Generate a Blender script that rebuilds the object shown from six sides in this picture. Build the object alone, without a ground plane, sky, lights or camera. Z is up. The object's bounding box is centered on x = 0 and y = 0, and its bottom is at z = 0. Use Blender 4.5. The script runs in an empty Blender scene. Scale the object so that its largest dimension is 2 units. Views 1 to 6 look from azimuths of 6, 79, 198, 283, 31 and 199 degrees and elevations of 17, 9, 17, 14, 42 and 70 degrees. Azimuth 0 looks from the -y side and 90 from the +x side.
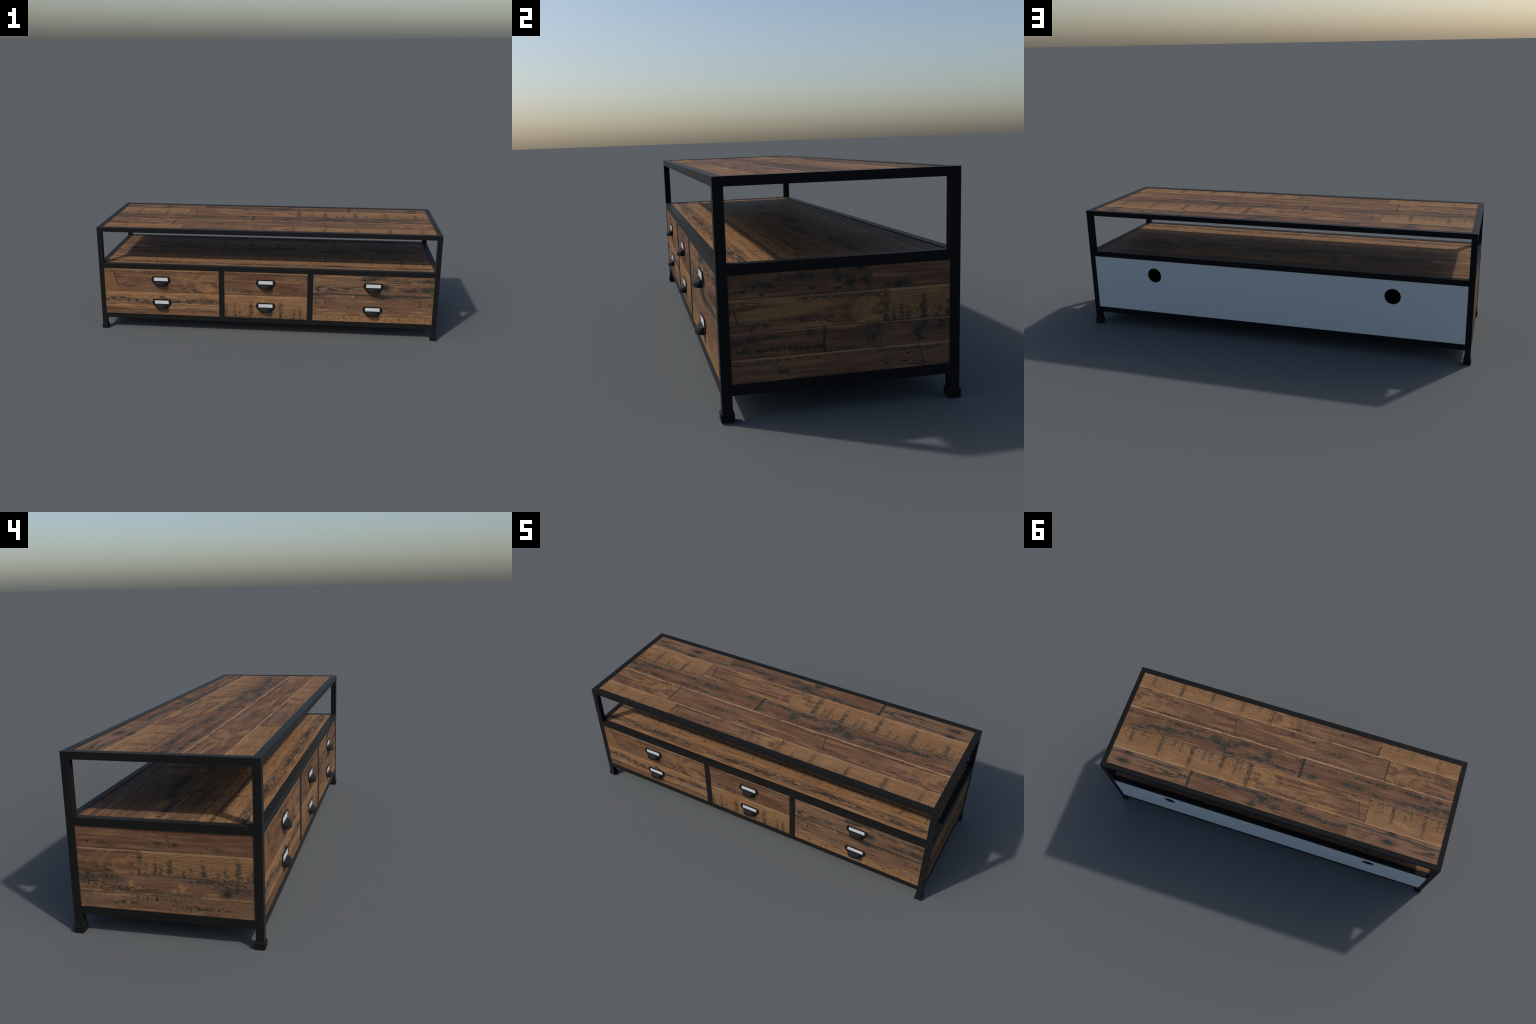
import bpy, bmesh, math, random
from mathutils import Vector, Matrix

# ------------------------------------------------------------------ sizes (m)
X = 0.9958            # half length of the steel frame
FY, BY = -0.3166, 0.3406   # front and back plane of the frame
H = 0.6313            # top of the frame
T = 0.0277            # side of the square steel tube
TOP_UNDER = 0.6060    # underside of the top rails
MID_TOP, MID_LOW = 0.4120, 0.3840
LOW_TOP, LOW_LOW = 0.0977, 0.0693
XI = X - T            # inner face of posts
FI, BI = FY + T, BY - T
DIV = ((-0.2768, -0.2450), (0.2450, 0.2768))
SPLIT = 0.2402        # height of the seam between upper and lower drawers
GAP = 0.0004          # half of the hairline joint between planks

# ------------------------------------------------------------------ colours
TAN = (0.298, 0.162, 0.076)
ORANGE = (0.268, 0.138, 0.058)
BROWN = (0.148, 0.078, 0.045)
DEEP = (0.113, 0.056, 0.032)
GREYBROWN = (0.168, 0.097, 0.058)
LIGHT = (0.400, 0.235, 0.120)
STAIN = (0.027, 0.033, 0.028)
BLACK = (0.017, 0.020, 0.018)


# ================================================================== shader DSL
class E:
    """A float or vector expression made of shader nodes."""
    def __init__(self, m, s):
        self.m, self.s = m, s

    def _op(self, op, a, b=None, c=None, clamp=False):
        return self.m.math(op, a, b, c, clamp)

    def __add__(self, o): return self._op('ADD', self, o)
    __radd__ = __add__
    def __sub__(self, o): return self._op('SUBTRACT', self, o)
    def __rsub__(self, o): return self._op('SUBTRACT', o, self)
    def __mul__(self, o): return self._op('MULTIPLY', self, o)
    __rmul__ = __mul__
    def __truediv__(self, o): return self._op('DIVIDE', self, o)
    def __abs__(self): return self._op('ABSOLUTE', self)
    def max(self, o): return self._op('MAXIMUM', self, o)
    def min(self, o): return self._op('MINIMUM', self, o)
    def sin(self): return self._op('SINE', self)
    def sat(self): return self._op('ADD', self, 0.0, None, True)


class Mat:
    def __init__(self, name, seed=0.0):
        self.mat = bpy.data.materials.new(name)
        self.mat.use_nodes = True
        self.nt = self.mat.node_tree
        self.nt.nodes.clear()
        self.seed = seed
        self.k = 0
        out = self.nt.nodes.new('ShaderNodeOutputMaterial')
        self.bsdf = self.nt.nodes.new('ShaderNodeBsdfPrincipled')
        self.nt.links.new(self.bsdf.outputs[0], out.inputs[0])
        self.tc = self.nt.nodes.new('ShaderNodeTexCoord')
        self.P = E(self, self.tc.outputs['Object'])
        sep = self.nt.nodes.new('ShaderNodeSeparateXYZ')
        self.link(self.P, sep.inputs[0])
        self.U = E(self, sep.outputs[0])
        self.V = E(self, sep.outputs[1])
        self.W = E(self, sep.outputs[2])

    def link(self, v, sock):
        if isinstance(v, E):
            self.nt.links.new(v.s, sock)
        else:
            sock.default_value = v

    def math(self, op, a, b=None, c=None, clamp=False):
        n = self.nt.nodes.new('ShaderNodeMath')
        n.operation = op
        n.use_clamp = clamp
        for i, v in enumerate((a, b, c)):
            if v is not None:
                self.link(v, n.inputs[i])
        return E(self, n.outputs[0])

    def vmath(self, op, a, b=None, c=None, out=0):
        n = self.nt.nodes.new('ShaderNodeVectorMath')
        n.operation = op
        for i, v in enumerate((a, b, c)):
            if v is not None:
                self.link(v, n.inputs[i])
        return E(self, n.outputs[out])

    def noise(self, su, sv, detail=3.0, rough=0.55, rot=None, at=None):
        """Noise stretched along the board: su, sv are cycles per metre."""
        self.k += 1
        off = (self.seed * 3.17 + self.k * 7.31, self.seed * 1.93 + self.k * 4.77, self.seed)
        p = at or self.P
        if rot:
            p = self.rotated(p, rot)
        p = self.vmath('MULTIPLY_ADD', p, (su, sv, 0.0), off)
        n = self.nt.nodes.new('ShaderNodeTexNoise')
        n.noise_dimensions = '2D'
        self.link(p, n.inputs['Vector'])
        n.inputs['Scale'].default_value = 1.0
        n.inputs['Detail'].default_value = detail
        n.inputs['Roughness'].default_value = rough
        return E(self, n.outputs[0])

    def rotated(self, p, deg):
        n = self.nt.nodes.new('ShaderNodeVectorRotate')
        n.rotation_type = 'Z_AXIS'
        self.link(p, n.inputs['Vector'])
        n.inputs['Angle'].default_value = math.radians(deg)
        return E(self, n.outputs[0])

    def step(self, x, lo, hi):
        n = self.nt.nodes.new('ShaderNodeMapRange')
        n.interpolation_type = 'SMOOTHSTEP'
        self.link(x, n.inputs[0])
        n.inputs[1].default_value = min(lo, hi)
        n.inputs[2].default_value = max(lo, hi)
        n.inputs[3].default_value = 0.0 if lo < hi else 1.0
        n.inputs[4].default_value = 1.0 if lo < hi else 0.0
        return E(self, n.outputs[0])

    def mix(self, a, b, f):
        n = self.nt.nodes.new('ShaderNodeMix')
        n.data_type = 'RGBA'
        self.link(f, n.inputs[0])
        for v, i in ((a, 6), (b, 7)):
            self.link(v if isinstance(v, E) else (v[0], v[1], v[2], 1.0), n.inputs[i])
        return E(self, n.outputs[2])

    def scale(self, col, f):
        return self.vmath('SCALE', col, None) if False else self._scale(col, f)

    def _scale(self, col, f):
        n = self.nt.nodes.new('ShaderNodeVectorMath')
        n.operation = 'SCALE'
        self.link(col, n.inputs[0])
        self.link(f, n.inputs[3])
        return E(self, n.outputs[0])

    # ---- shapes on the board
    def blob(self, u, v, ru, rv, rot=0.0):
        """1 at the middle of an ellipse, 0 on its rim, negative outside."""
        d = self.vmath('SUBTRACT', self.P, (u, v, 0.0))
        if rot:
            d = self.rotated(d, -rot)
        d = self.vmath('MULTIPLY', d, (1.0 / ru, 1.0 / rv, 0.0))
        return 1.0 - self.vmath('LENGTH', d, out=1)

    def field(self, spots):
        f = None
        for s in spots:
            b = self.blob(*s)
            f = b if f is None else f.max(b)
        return f

    def line(self, a, b, w, wob=0.0015, freq=60):
        """Soft crack from a to b, width w."""
        L = math.dist(a, b)
        ang = math.degrees(math.atan2(b[1] - a[1], b[0] - a[0]))
        d = self.rotated(self.vmath('SUBTRACT', self.P, (a[0], a[1], 0.0)), -ang)
        sp = self.nt.nodes.new('ShaderNodeSeparateXYZ')
        self.link(d, sp.inputs[0])
        al, pe = E(self, sp.outputs[0]), E(self, sp.outputs[1])
        n = self.noise(freq, freq, 3)
        pe = abs(pe + (n - 0.5) * (wob * 4))
        width = self.noise(90, 90, 2) * w
        return self.step(pe / width, 1.25, 0.5) * self.step(al, 0, 0.006) * self.step(al, L, L - 0.008)

    def arc(self, u, v, ru, rv, w, left=True, lim=None):
        """Thin bow of grain: rim of an ellipse, kept on one side."""
        r = self.blob(u, v, ru, rv)          # 0 on the rim
        n = (self.noise(14, 40, 2) - 0.5) * 0.35
        m = self.step(abs(r + n), w, w * 0.35)
        return m


# ================================================================== wood looks
class Wood(Mat):
    """One plank: v0..v1 is the height of the plank on its face."""
    def __init__(self, name, v0, v1, seed):
        super().__init__(name, seed)
        self.v0, self.v1 = v0, v1
        self.t = (self.V - v0) * (1.0 / (v1 - v0))     # 0 low edge, 1 high edge
        self.dark = None
        self.col = None

    def base(self, c1, c2, c3, lo=0.42, hi=0.68, fine=0.40, cross=0.0, hairs=0.55):
        broad = self.noise(2.2, 13, 3)
        streak = self.noise(5.5, 75, 4, 0.6)
        grain = self.noise(26, 420, 3, 0.62)
        dust = self.noise(160, 240, 2, 0.6)
        c = self.mix(c1, c2, self.step(broad, 0.34, 0.64))
        c = self.mix(c, c3, self.step(streak, lo, hi) * 0.8)
        g = (grain - 0.5) * (fine * 2.0) + (streak - 0.5) * 0.75 + (dust - 0.5) * 0.45 + 1.0
        if cross:
            g = g + (self.noise(300, 26, 3, 0.6) - 0.5) * (cross * 1.6)
        self.col = self._scale(c, g.max(0.25))
        hair = self.noise(11, 300, 4, 0.65)
        self.tint((0.070, 0.045, 0.030), self.step(hair, 0.57, 0.72) * hairs)
        return self

    def add_dark(self, m):
        self.dark = m if self.dark is None else self.dark.max(m)

    def tint(self, c, m):
        self.col = self.mix(self.col, c, m)

    # ---- rough sawn board: pale, fine ridges, rows of dark saw marks
    def sawn(self, cols, pitch=0.0098):
        t = self.t
        self.base(TAN, ORANGE, GREYBROWN, 0.5, 0.75, 0.30)
        wob = (self.noise(3.0, 14, 2) - 0.5) * 0.010 + (self.noise(30, 30, 2) - 0.5) * 0.0022
        ridge = (((self.V + wob) * (2 * math.pi / pitch)).sin() + 1.0) * 0.5
        ridge = self.step(ridge, 0.40, 0.95)
        amp = self.step(self.noise(9, 40, 3), 0.24, 0.54) * (self.step(t, 0.10, 0.50) * 0.65 + 0.35)
        self.tint((0.115, 0.064, 0.037), ridge * amp * 0.94)
        # rough lower half with small dark pecks
        low = self.step(t, 0.66, 0.05)
        mott = self.noise(60, 150, 4, 0.65)
        self.tint((0.095, 0.058, 0.036), self.step(mott, 0.44, 0.62) * (low * 0.80 + 0.10))
        f = None
        wobu = (self.noise(25, 60, 2) - 0.5) * 0.012 + (self.noise(70, 330, 3, 0.6) - 0.5) * 0.020
        uu = self.U + wobu
        for (u, w, top, s) in cols:
            b = self.step(abs(uu - u), w * 1.45, w * 0.15) * self.step(t, top * 1.1, top - 0.35) * s
            f = b if f is None else f.max(b)
        if f is not None:
            f = f * (self.step(self.noise(22, 60, 3, 0.6), 0.32, 0.58) * 0.75 + 0.25)
        dash = self.noise(85, 300, 4, 0.66)
        peck = self.noise(150, 300, 3, 0.65)
        edge = self.step(t, 0.16, 0.0)
        if f is not None:
            self.tint((0.080, 0.052, 0.034), f * 0.55)
            self.add_dark(self.step(dash + f * 0.17, 0.58, 0.69) * self.step(f, 0.08, 0.45) * 0.92)
        self.add_dark(self.step(peck + low * 0.065 + edge * 0.090, 0.635, 0.71) * low)
        spark = self.noise(240, 240, 1)
        self.tint((0.42, 0.31, 0.21), self.step(spark, 0.76, 0.84) * low * 0.7)
        self.edge_strip(0.10, 0.55)
        return self

    def edge_strip(self, width, amount):  # edge highlight painted as a lighter band on the board
        n = (self.noise(6, 6, 3) - 0.5) * 0.12
        m = self.step(self.t + n, 1.0 - width, 1.0 - width * 0.35)
        self.tint(LIGHT, m * self.step(self.noise(12, 50, 4, 0.62), 0.26, 0.52) * (amount * 0.85))

    # ---- smooth board: red brown, a swirl of orange grain at its end
    def smooth(self, tip=None, warm=0.0, strip=0.8, flecks=(), vc=0.45, side=1):
        t = self.t
        h = self.v1 - self.v0
        self.base(BROWN, DEEP, GREYBROWN, 0.42, 0.74, 0.20, hairs=0.32)
        wide = self.noise(2.6, 34, 3, 0.5)
        self.tint(ORANGE, self.step(wide + (0.12 * warm), 0.58, 0.76) * (0.45 + 0.45 * warm))
        if tip is not None:
            v = self.v0 + vc * h
            du = (self.U - tip) * (-side)              # grows away from the tip
            dv = (self.V - v) * (1.0 / h)
            n = (self.noise(8, 22, 2, 0.5) - 0.5)
            fall = self.step(du, 4.4 * h, 0.3 * h)
            e = self.vmath('LENGTH', self._vec(du * (0.72 / h), dv * 1.55), out=1)
            e = e + n * 0.36
            patch = self.step(self.noise(10, 24, 3), 0.30, 0.56)
            rings = (e * 19.0).sin()
            self.tint(ORANGE, self.step(rings, -0.1, 0.95) * self.step(e, 2.0, 0.25) * patch * 0.85)
            self.tint((0.310, 0.165, 0.070), self.step(abs(e - 0.55), 0.26, 0.03) * 0.70 * patch * self.step(du, 2.6 * h, 0.2 * h))
            fine = (e * 85.0 + n * 9.0).sin()
            self.tint((0.070, 0.042, 0.028), self.step(fine, 0.15, 0.90) * self.step(e, 1.7, 0.3) * 0.62)
            # long flame lines running back from the swirl
            fl = (((dv - 0.02) * 30.0 / (self.math('ADD', du * (2.2 / h), 1.2))) + n * 6.0).sin()
            self.tint(TAN, self.step(fl, 0.35, 0.98) * fall * self.step(self.noise(5, 20, 3), 0.40, 0.62) * 0.55)
        # painted highlight at the upper edge with a broken dark line under it
        if strip:
            self.edge_strip(0.085, strip)
            y = abs(t - 0.87 + (self.noise(10, 10, 2) - 0.5) * 0.07)
            d = self.noise(75, 230, 3, 0.62)
            self.add_dark(self.step(d + self.step(y, 0.09, 0.0) * 0.13, 0.60, 0.68) * self.step(y, 0.11, 0.04)
                          * self.step(self.noise(7, 4, 2), 0.34, 0.54))
        # slanted flecks in patches
        if flecks:
            f = self.field(flecks)
            d = self.noise(30, 260, 4, 0.62, rot=11 * side)
            self.add_dark(self.step(d + self.step(f, -0.35, 0.7) * 0.12, 0.60, 0.68) * self.step(f, -0.6, 0.1))
        few = self.noise(22, 210, 3, 0.6, rot=5)
        self.add_dark(self.step(few, 0.66, 0.74))
        return self

    def _vec(self, a, b):
        n = self.nt.nodes.new('ShaderNodeCombineXYZ')
        self.link(a, n.inputs[0])
        self.link(b, n.inputs[1])
        return E(self, n.outputs[0])

    # ---- stained board: brown with grey-black washes and cross scratches
    def stained(self, spots, comb=None, strip=0.5, thresh=0.0):
        self.base(BROWN, DEEP, GREYBROWN, 0.45, 0.74, 0.16, cross=0.34, hairs=0.30)
        big = self.noise(26, 70, 5, 0.68)
        tall = self.noise(150, 40, 4, 0.65)
        f = self.field(spots)
        s = self.step(f, -0.55, 0.9) * 0.36 + (big - 0.5) * 1.05 + (tall - 0.5) * 0.70
        self.tint((0.080, 0.055, 0.038), self.step(s, -0.05, 0.22) * self.step(f, -1.5, 0.1) * 0.78)
        self.add_dark(self.step(s, 0.16 + thresh, 0.38 + thresh) * self.step(f, -0.9, -0.1) * 0.95)
        if comb:
            y = abs(self.t - comb + (self.noise(4, 4, 2) - 0.5) * 0.10)
            teeth = self.noise(200, 14, 3, 0.7)
            along = self.noise(9, 5, 3)
            rag = self.noise(60, 160, 3, 0.6)
            self.add_dark(self.step((teeth - 0.5) + (along - 0.5) * 0.9 + (rag - 0.5) * 0.6 + self.step(y, 0.17, 0.0) * 0.22, 0.14, 0.30)
                          * self.step(y, 0.19, 0.06))
        few = self.noise(70, 120, 4, 0.65)
        self.add_dark(self.step(few, 0.645, 0.72) * 0.85)
        if strip:
            self.edge_strip(0.07, strip)
        return self

    # ---- board with streaky dark knots and pale edges
    def streaky(self, knots, lips=(0.18, 0.86)):
        t = self.t
        self.base(BROWN, GREYBROWN, TAN, 0.42, 0.70, 0.42, hairs=0.75)
        n = (self.noise(3, 3, 3) - 0.5) * 0.22
        lip = self.step(t + n, lips[0], lips[0] * 0.45).max(self.step(t + n, lips[1] - 0.22, lips[1] - 0.02))
        self.tint((0.310, 0.162, 0.072), lip * self.step(self.noise(9, 110, 4, 0.62), 0.30, 0.60) * 0.85)
        f = self.field(knots)
        d = self.noise(30, 150, 5, 0.66)
        mid = self.step(abs(t - 0.48 + n * 0.5), 0.36, 0.10)
        self.add_dark(self.step(d + self.step(f, -0.5, 0.8) * 0.15 + mid * 0.085, 0.595, 0.69)
                      * mid.max(self.step(f, -0.2, 0.3)))
        crack = self.step(abs(t - lips[1] + 0.16 + n * 0.9), 0.016, 0.006)
        self.add_dark(crack * self.step(self.noise(5, 3, 2), 0.40, 0.56) * 0.8)
        return self

    # ---- pale board with printed-looking dark cross marks
    def marked(self, cols, comb_top=True):
        t = self.t
        self.base(TAN, ORANGE, GREYBROWN, 0.46, 0.66, 0.45, hairs=0.75)
        wobu = (self.noise(40, 40, 2) - 0.5) * 0.010
        f = None
        for (u, w) in cols:
            b = self.step(abs(self.U + wobu - u), w, w * 0.45)
            f = b if f is None else f.max(b)
        if f is not None:
            self.add_dark(f * self.step(self.noise(60, 120, 4, 0.65), 0.42, 0.56) * 0.9)
        pole = self.noise(150, 18, 3, 0.7)
        bar = self.noise(50, 240, 3, 0.7)
        zone = self.step(self.noise(18, 12, 3), 0.28, 0.52)
        self.add_dark(self.step((pole * 0.92).max(bar) + (self.noise(75, 90, 4, 0.65) - 0.5) * 0.9, 0.565, 0.71) * zone * self.step(abs(t - 0.58), 0.46, 0.30))
        self.add_dark(self.step(abs(t - 0.955 + (self.noise(8, 8, 2) - 0.5) * 0.06), 0.05, 0.015) * 0.8)
        return self

    # ---- brown smeared board
    def smeared(self, pale, spots, comb=None):
        self.base(BROWN, GREYBROWN, GREYBROWN, 0.45, 0.72, 0.45, cross=0.22)
        if pale:
            f = self.field(pale)
            self.tint((0.300, 0.160, 0.070), self.step(f + (self.noise(50, 70, 4, 0.65) - 0.5) * 2.2, 0.05, 0.75) * 0.8)
        if spots:
            f = self.field(spots)
            d = self.noise(70, 140, 4, 0.62)
            self.add_dark(self.step(d + self.step(f, -0.6, 0.8) * 0.14, 0.59, 0.68) * self.step(f, -0.8, 0.0))
        if comb is not None:
            y = abs(self.t - comb[0] + (self.noise(60, 4, 2) - 0.5) * 0.10)
            uu = self.U + (self.noise(80, 160, 3, 0.6) - 0.5) * 0.010
            bars = None
            for (u, w, k) in comb[1]:
                m = self.step(abs(uu - u), w * 1.5, w * 0.2) * k
                bars = m if bars is None else bars.max(m)
            zone = self.step(self.field([(u, comb[3], w * 6, 1.0) for (u, w, k) in comb[1]]), 0.0, 0.6)
            fuzz = self.noise(120, 240, 4, 0.66)
            wide = self.noise(160, 30, 3, 0.6)
            self.add_dark((self.step(fuzz + bars * 0.26, 0.60, 0.74)).max(self.step(wide, 0.60, 0.74) * zone * 0.55)
                          * self.step(y, comb[2], comb[2] * 0.4))
            ln = self.step(abs(self.t - comb[0] - comb[2] * 0.9 + (self.noise(3, 3, 2) - 0.5) * 0.06), 0.035, 0.012)
            self.add_dark(ln * 0.75 * self.step(self.noise(6, 3, 2), 0.36, 0.56))
        few = self.noise(45, 230, 4, 0.65)
        self.add_dark(self.step(few, 0.63, 0.71) * 0.9)
        low = self.step(self.t, 0.20, 0.04)
        self.tint(TAN, low * self.step(self.noise(10, 10, 2), 0.35, 0.6) * 0.8)
        self.add_dark(self.step(self.noise(90, 130, 3, 0.65), 0.58, 0.68) * self.step(abs(self.t - 0.14), 0.14, 0.05))
        return self

    # ---- broad soft smudges of weathering
    def wash(self, spots, amount=0.75):
        f = self.field(spots)
        n = (self.noise(30, 85, 5, 0.68) - 0.5) * 1.3 + (self.noise(120, 45, 3, 0.6) - 0.5) * 0.6
        s = self.step(f, -0.7, 0.9) * 0.42 + n
        self.tint((0.078, 0.056, 0.040), self.step(s, -0.05, 0.28) * self.step(f, -1.1, 0.1) * amount)
        self.add_dark(self.step(s, 0.17, 0.42) * self.step(f, -0.9, 0.0) * amount)
        return self

    # ---- single features
    def knot(self, u, v, ru, rv):
        b = self.blob(u, v, ru, rv)
        n = (self.noise(70, 110, 3) - 0.5)
        self.tint((0.070, 0.047, 0.032), self.step(b + n * 0.9, -1.3, 0.2) * 0.80)
        self.add_dark(self.step(b + n * 0.5, -0.05, 0.35))
        return self

    def dot(self, u, v, ru, rv, halo=False):
        if halo:
            self.tint((0.255, 0.125, 0.048), self.step(self.blob(u, v - rv, ru * 2.6, rv * 3.0) + (self.noise(80, 120, 3) - 0.5), 0.0, 0.9) * 0.65)
        b = self.blob(u, v, ru, rv)
        self.add_dark(self.step(b + (self.noise(120, 160, 2) - 0.5) * 0.8, 0.0, 0.25))
        return self

    def bows(self, items):
        """Cathedral bows: (u, v, ru, rv, thickness, keep-from-u, side)."""
        for (u, v, ru, rv, w, cut, s) in items:
            r = self.blob(u, v, ru, rv)
            n = (self.noise(18, 50, 2) - 0.5) * 0.30
            m = self.step(abs(r + n), w, w * 0.3)
            keep = self.step((self.U - cut) * s, 0.0, ru * 0.5)
            self.add_dark(m * keep * self.step(self.noise(22, 60, 2), 0.30, 0.50))
        return self

    def crack(self, a, b, w=0.0045):
        self.add_dark(self.line(a, b, w))
        return self

    def butt(self, u, w, side, amount=1.0):
        d = (self.U - u) * side
        n = self.noise(110, 60, 3, 0.6)
        m = self.step(d, w, 0.0)
        self.add_dark(self.step(n * 0.55 + m * 0.75, 0.62, 0.80) * self.step(d, w * 1.6, w * 0.5) * amount)
        return self

    def done(self, rough=0.62):
        # broken dark line along the low edge of each plank
        seam = self.step(self.t, 0.055, 0.004) * self.step(self.noise(14, 30, 3, 0.6), 0.36, 0.60)
        self.tint((0.060, 0.042, 0.030), seam * 0.70)
        col = self.col
        if self.dark is not None:
            v = self.noise(60, 60, 2)
            ink = self.mix(STAIN, BLACK, self.step(v, 0.4, 0.65))
            soft = self.dark.sat()
            col = self.mix(col, ink, soft * 0.85)
        hs = self.nt.nodes.new('ShaderNodeHueSaturation')
        hs.inputs['Saturation'].default_value = 1.0
        hs.inputs['Value'].default_value = 1.03
        self.link(col, hs.inputs['Color'])
        self.link(E(self, hs.outputs[0]), self.bsdf.inputs['Base Color'])
        g = self.noise(40, 400, 2)
        self.link(g * 0.16 + (rough - 0.08), self.bsdf.inputs['Roughness'])
        self.bsdf.inputs['Specular IOR Level'].default_value = 0.05
        return self.mat


def plain(name, col, rough, spec=0.5, grain=0.0, sheen=0.0, scale=60):
    m = Mat(name)
    n = m.noise(scale, scale, 3)
    f = (n - 0.5) * grain + 1.0
    rgb = m.nt.nodes.new('ShaderNodeRGB')
    rgb.outputs[0].default_value = (*col, 1)
    m.link(m._scale(E(m, rgb.outputs[0]), f), m.bsdf.inputs['Base Color'])
    m.link((n - 0.5) * 0.06 + rough, m.bsdf.inputs['Roughness'])
    m.bsdf.inputs['Specular IOR Level'].default_value = spec
    m.bsdf.inputs['Sheen Weight'].default_value = sheen
    m.bsdf.inputs['Sheen Roughness'].default_value = 0.4
    return m.mat


STEEL = plain('black_painted_steel', (0.0120, 0.0120, 0.0120), 0.45, 0.035, 0.10, sheen=0.042)
FOOT_PLASTIC = plain('black_foot_plastic', (0.0105, 0.0105, 0.0108), 0.55, 0.05, 0.1, sheen=0.02)
IRON = plain('dark_handle_iron', (0.0130, 0.0130, 0.0132), 0.50, 0.06, 0.12, sheen=0.035)
CARD = plain('white_label_card', (0.58, 0.58, 0.585), 0.6, 0.3, 0.03)
BACKING = plain('white_backing_board', (0.585, 0.605, 0.61), 0.6, 0.3, 0.02)
SCREW = plain('dark_screw_head', (0.05, 0.055, 0.06), 0.5, 0.4)
CARCASS = plain('dark_carcass_board', (0.012, 0.008, 0.006), 0.8, 0.1, 0.2)  # darkened to near-black: unlit interior seen through the back holes
CORE = plain('dark_board_core', (0.040, 0.022, 0.013), 0.8, 0.2, 0.2)


# ================================================================== geometry
COLL = bpy.context.scene.collection


def new_obj(name, bm, mat, parent=None, matrix=None, smooth=False):
    bmesh.ops.recalc_face_normals(bm, faces=bm.faces)
    me = bpy.data.meshes.new(name)
    bm.to_mesh(me)
    bm.free()
    if smooth:
        me.polygons.foreach_set('use_smooth', [True] * len(me.polygons))
        me.set_sharp_from_angle(angle=math.radians(38))
    if mat:
        me.materials.append(mat)
    ob = bpy.data.objects.new(name, me)
    COLL.objects.link(ob)
    if parent:
        ob.parent = parent
    if matrix is not None:
        ob.matrix_basis = matrix
    return ob


def add_box(bm, a, b):
    m = Matrix.Translation([(a[i] + b[i]) / 2 for i in range(3)]) @ \
        Matrix.Diagonal([abs(b[i] - a[i]) for i in range(3)] + [1])
    return bmesh.ops.create_cube(bm, size=1.0, matrix=m)['verts']


def box(name, a, b, mat, parent=None, matrix=None):
    bm = bmesh.new()
    add_box(bm, a, b)
    return new_obj(name, bm, mat, parent, matrix)


def loft(name, rings, mat, parent=None, matrix=None, smooth=False):
    bm = bmesh.new()
    vs = [[bm.verts.new(p) for p in r] for r in rings]
    n = len(vs[0])
    for r0, r1 in zip(vs, vs[1:]):
        for i in range(n):
            bm.faces.new((r0[i], r0[(i + 1) % n], r1[(i + 1) % n], r1[i]))
    bm.faces.new(vs[0])
    bm.faces.new(vs[-1])
    return new_obj(name, bm, mat, parent, matrix, smooth)


root = bpy.data.objects.new('media_console', None)
COLL.objects.link(root)
root['label'] = 'low industrial media console, rustic planks in black steel frame'
root['category'] = 'tv stand'

# ---- posts with feet
for sx in (-1, 1):
    for (y0, y1) in ((FY, FI), (BI, BY)):
        x0, x1 = sorted((sx * X, sx * XI))
        post = box('post', (x0, y0, 0.022), (x1, y1, TOP_UNDER), STEEL, root)
        cx, cy = (x0 + x1) / 2, (y0 + y1) / 2
        hx = T / 2
        rings = []
        for (z, o) in ((0.0, 0.0030), (0.0014, 0.0042), (0.0100, 0.0044), (0.0106, 0.0028), (0.0134, 0.0028),
                       (0.0142, 0.0044), (0.0218, 0.0044), (0.0256, 0.0002)):
            h = hx + o
            c = 0.0012
            rings.append([(cx + a * (h - p), cy + b * (h - q), z) for (a, b, p, q) in
                          ((-1, -1, c, 0), (1, -1, c, 0), (1, -1, 0, c), (1, 1, 0, c),
                           (1, 1, c, 0), (-1, 1, c, 0), (-1, 1, 0, c), (-1, -1, 0, c))])
        loft('foot', rings, FOOT_PLASTIC, post)

# ---- rails
for (y0, y1) in ((FY, FI), (BI, BY)):
    box('top_rail', (-X, y0, TOP_UNDER), (X, y1, H), STEEL, root)
    box('middle_rail', (-XI, y0, MID_LOW), (XI, y1, MID_TOP), STEEL, root)
    box('lower_rail', (-XI, y0, LOW_LOW), (XI, y1, LOW_TOP), STEEL, root)
for sx in (-1, 1):
    x0, x1 = sorted((sx * X, sx * XI))
    box('top_rail', (x0, FI, TOP_UNDER), (x1, BI, H), STEEL, root)
    box('middle_rail', (x0, FI, MID_LOW), (x1, BI, MID_TOP), STEEL, root)
    box('lower_rail', (x0, FI, LOW_LOW), (x1, BI, LOW_TOP), STEEL, root)
for (a, b) in DIV:
    box('divider', (a, FY, LOW_TOP), (b, FY + 0.020, MID_LOW), STEEL, root)

# ---- boards that carry the planks
REC = 0.0024
PT = 0.0075            # plank thickness
tabletop = box('tabletop', (-XI, FI, H - 0.0225), (XI, BI, H - REC - PT - 0.0003), CORE, root)
shelf = box('shelf', (-XI, FI, MID_LOW + 0.004), (XI, BI, MID_TOP - REC - PT - 0.0003), CORE, root)
SREC = 0.0028
left_panel = box('side_panel', (-X + SREC + PT + 0.0003, FI, LOW_TOP), (-X + 0.022, BI, MID_LOW), CORE, root)
right_panel = box('side_panel', (X - 0.022, FI, LOW_TOP), (X - SREC - PT - 0.0003, BI, MID_LOW), CORE, root)
box('bottom_board', (-XI, FI, LOW_LOW + 0.010), (XI, BI, LOW_TOP - 0.004), CARCASS, root)

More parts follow.
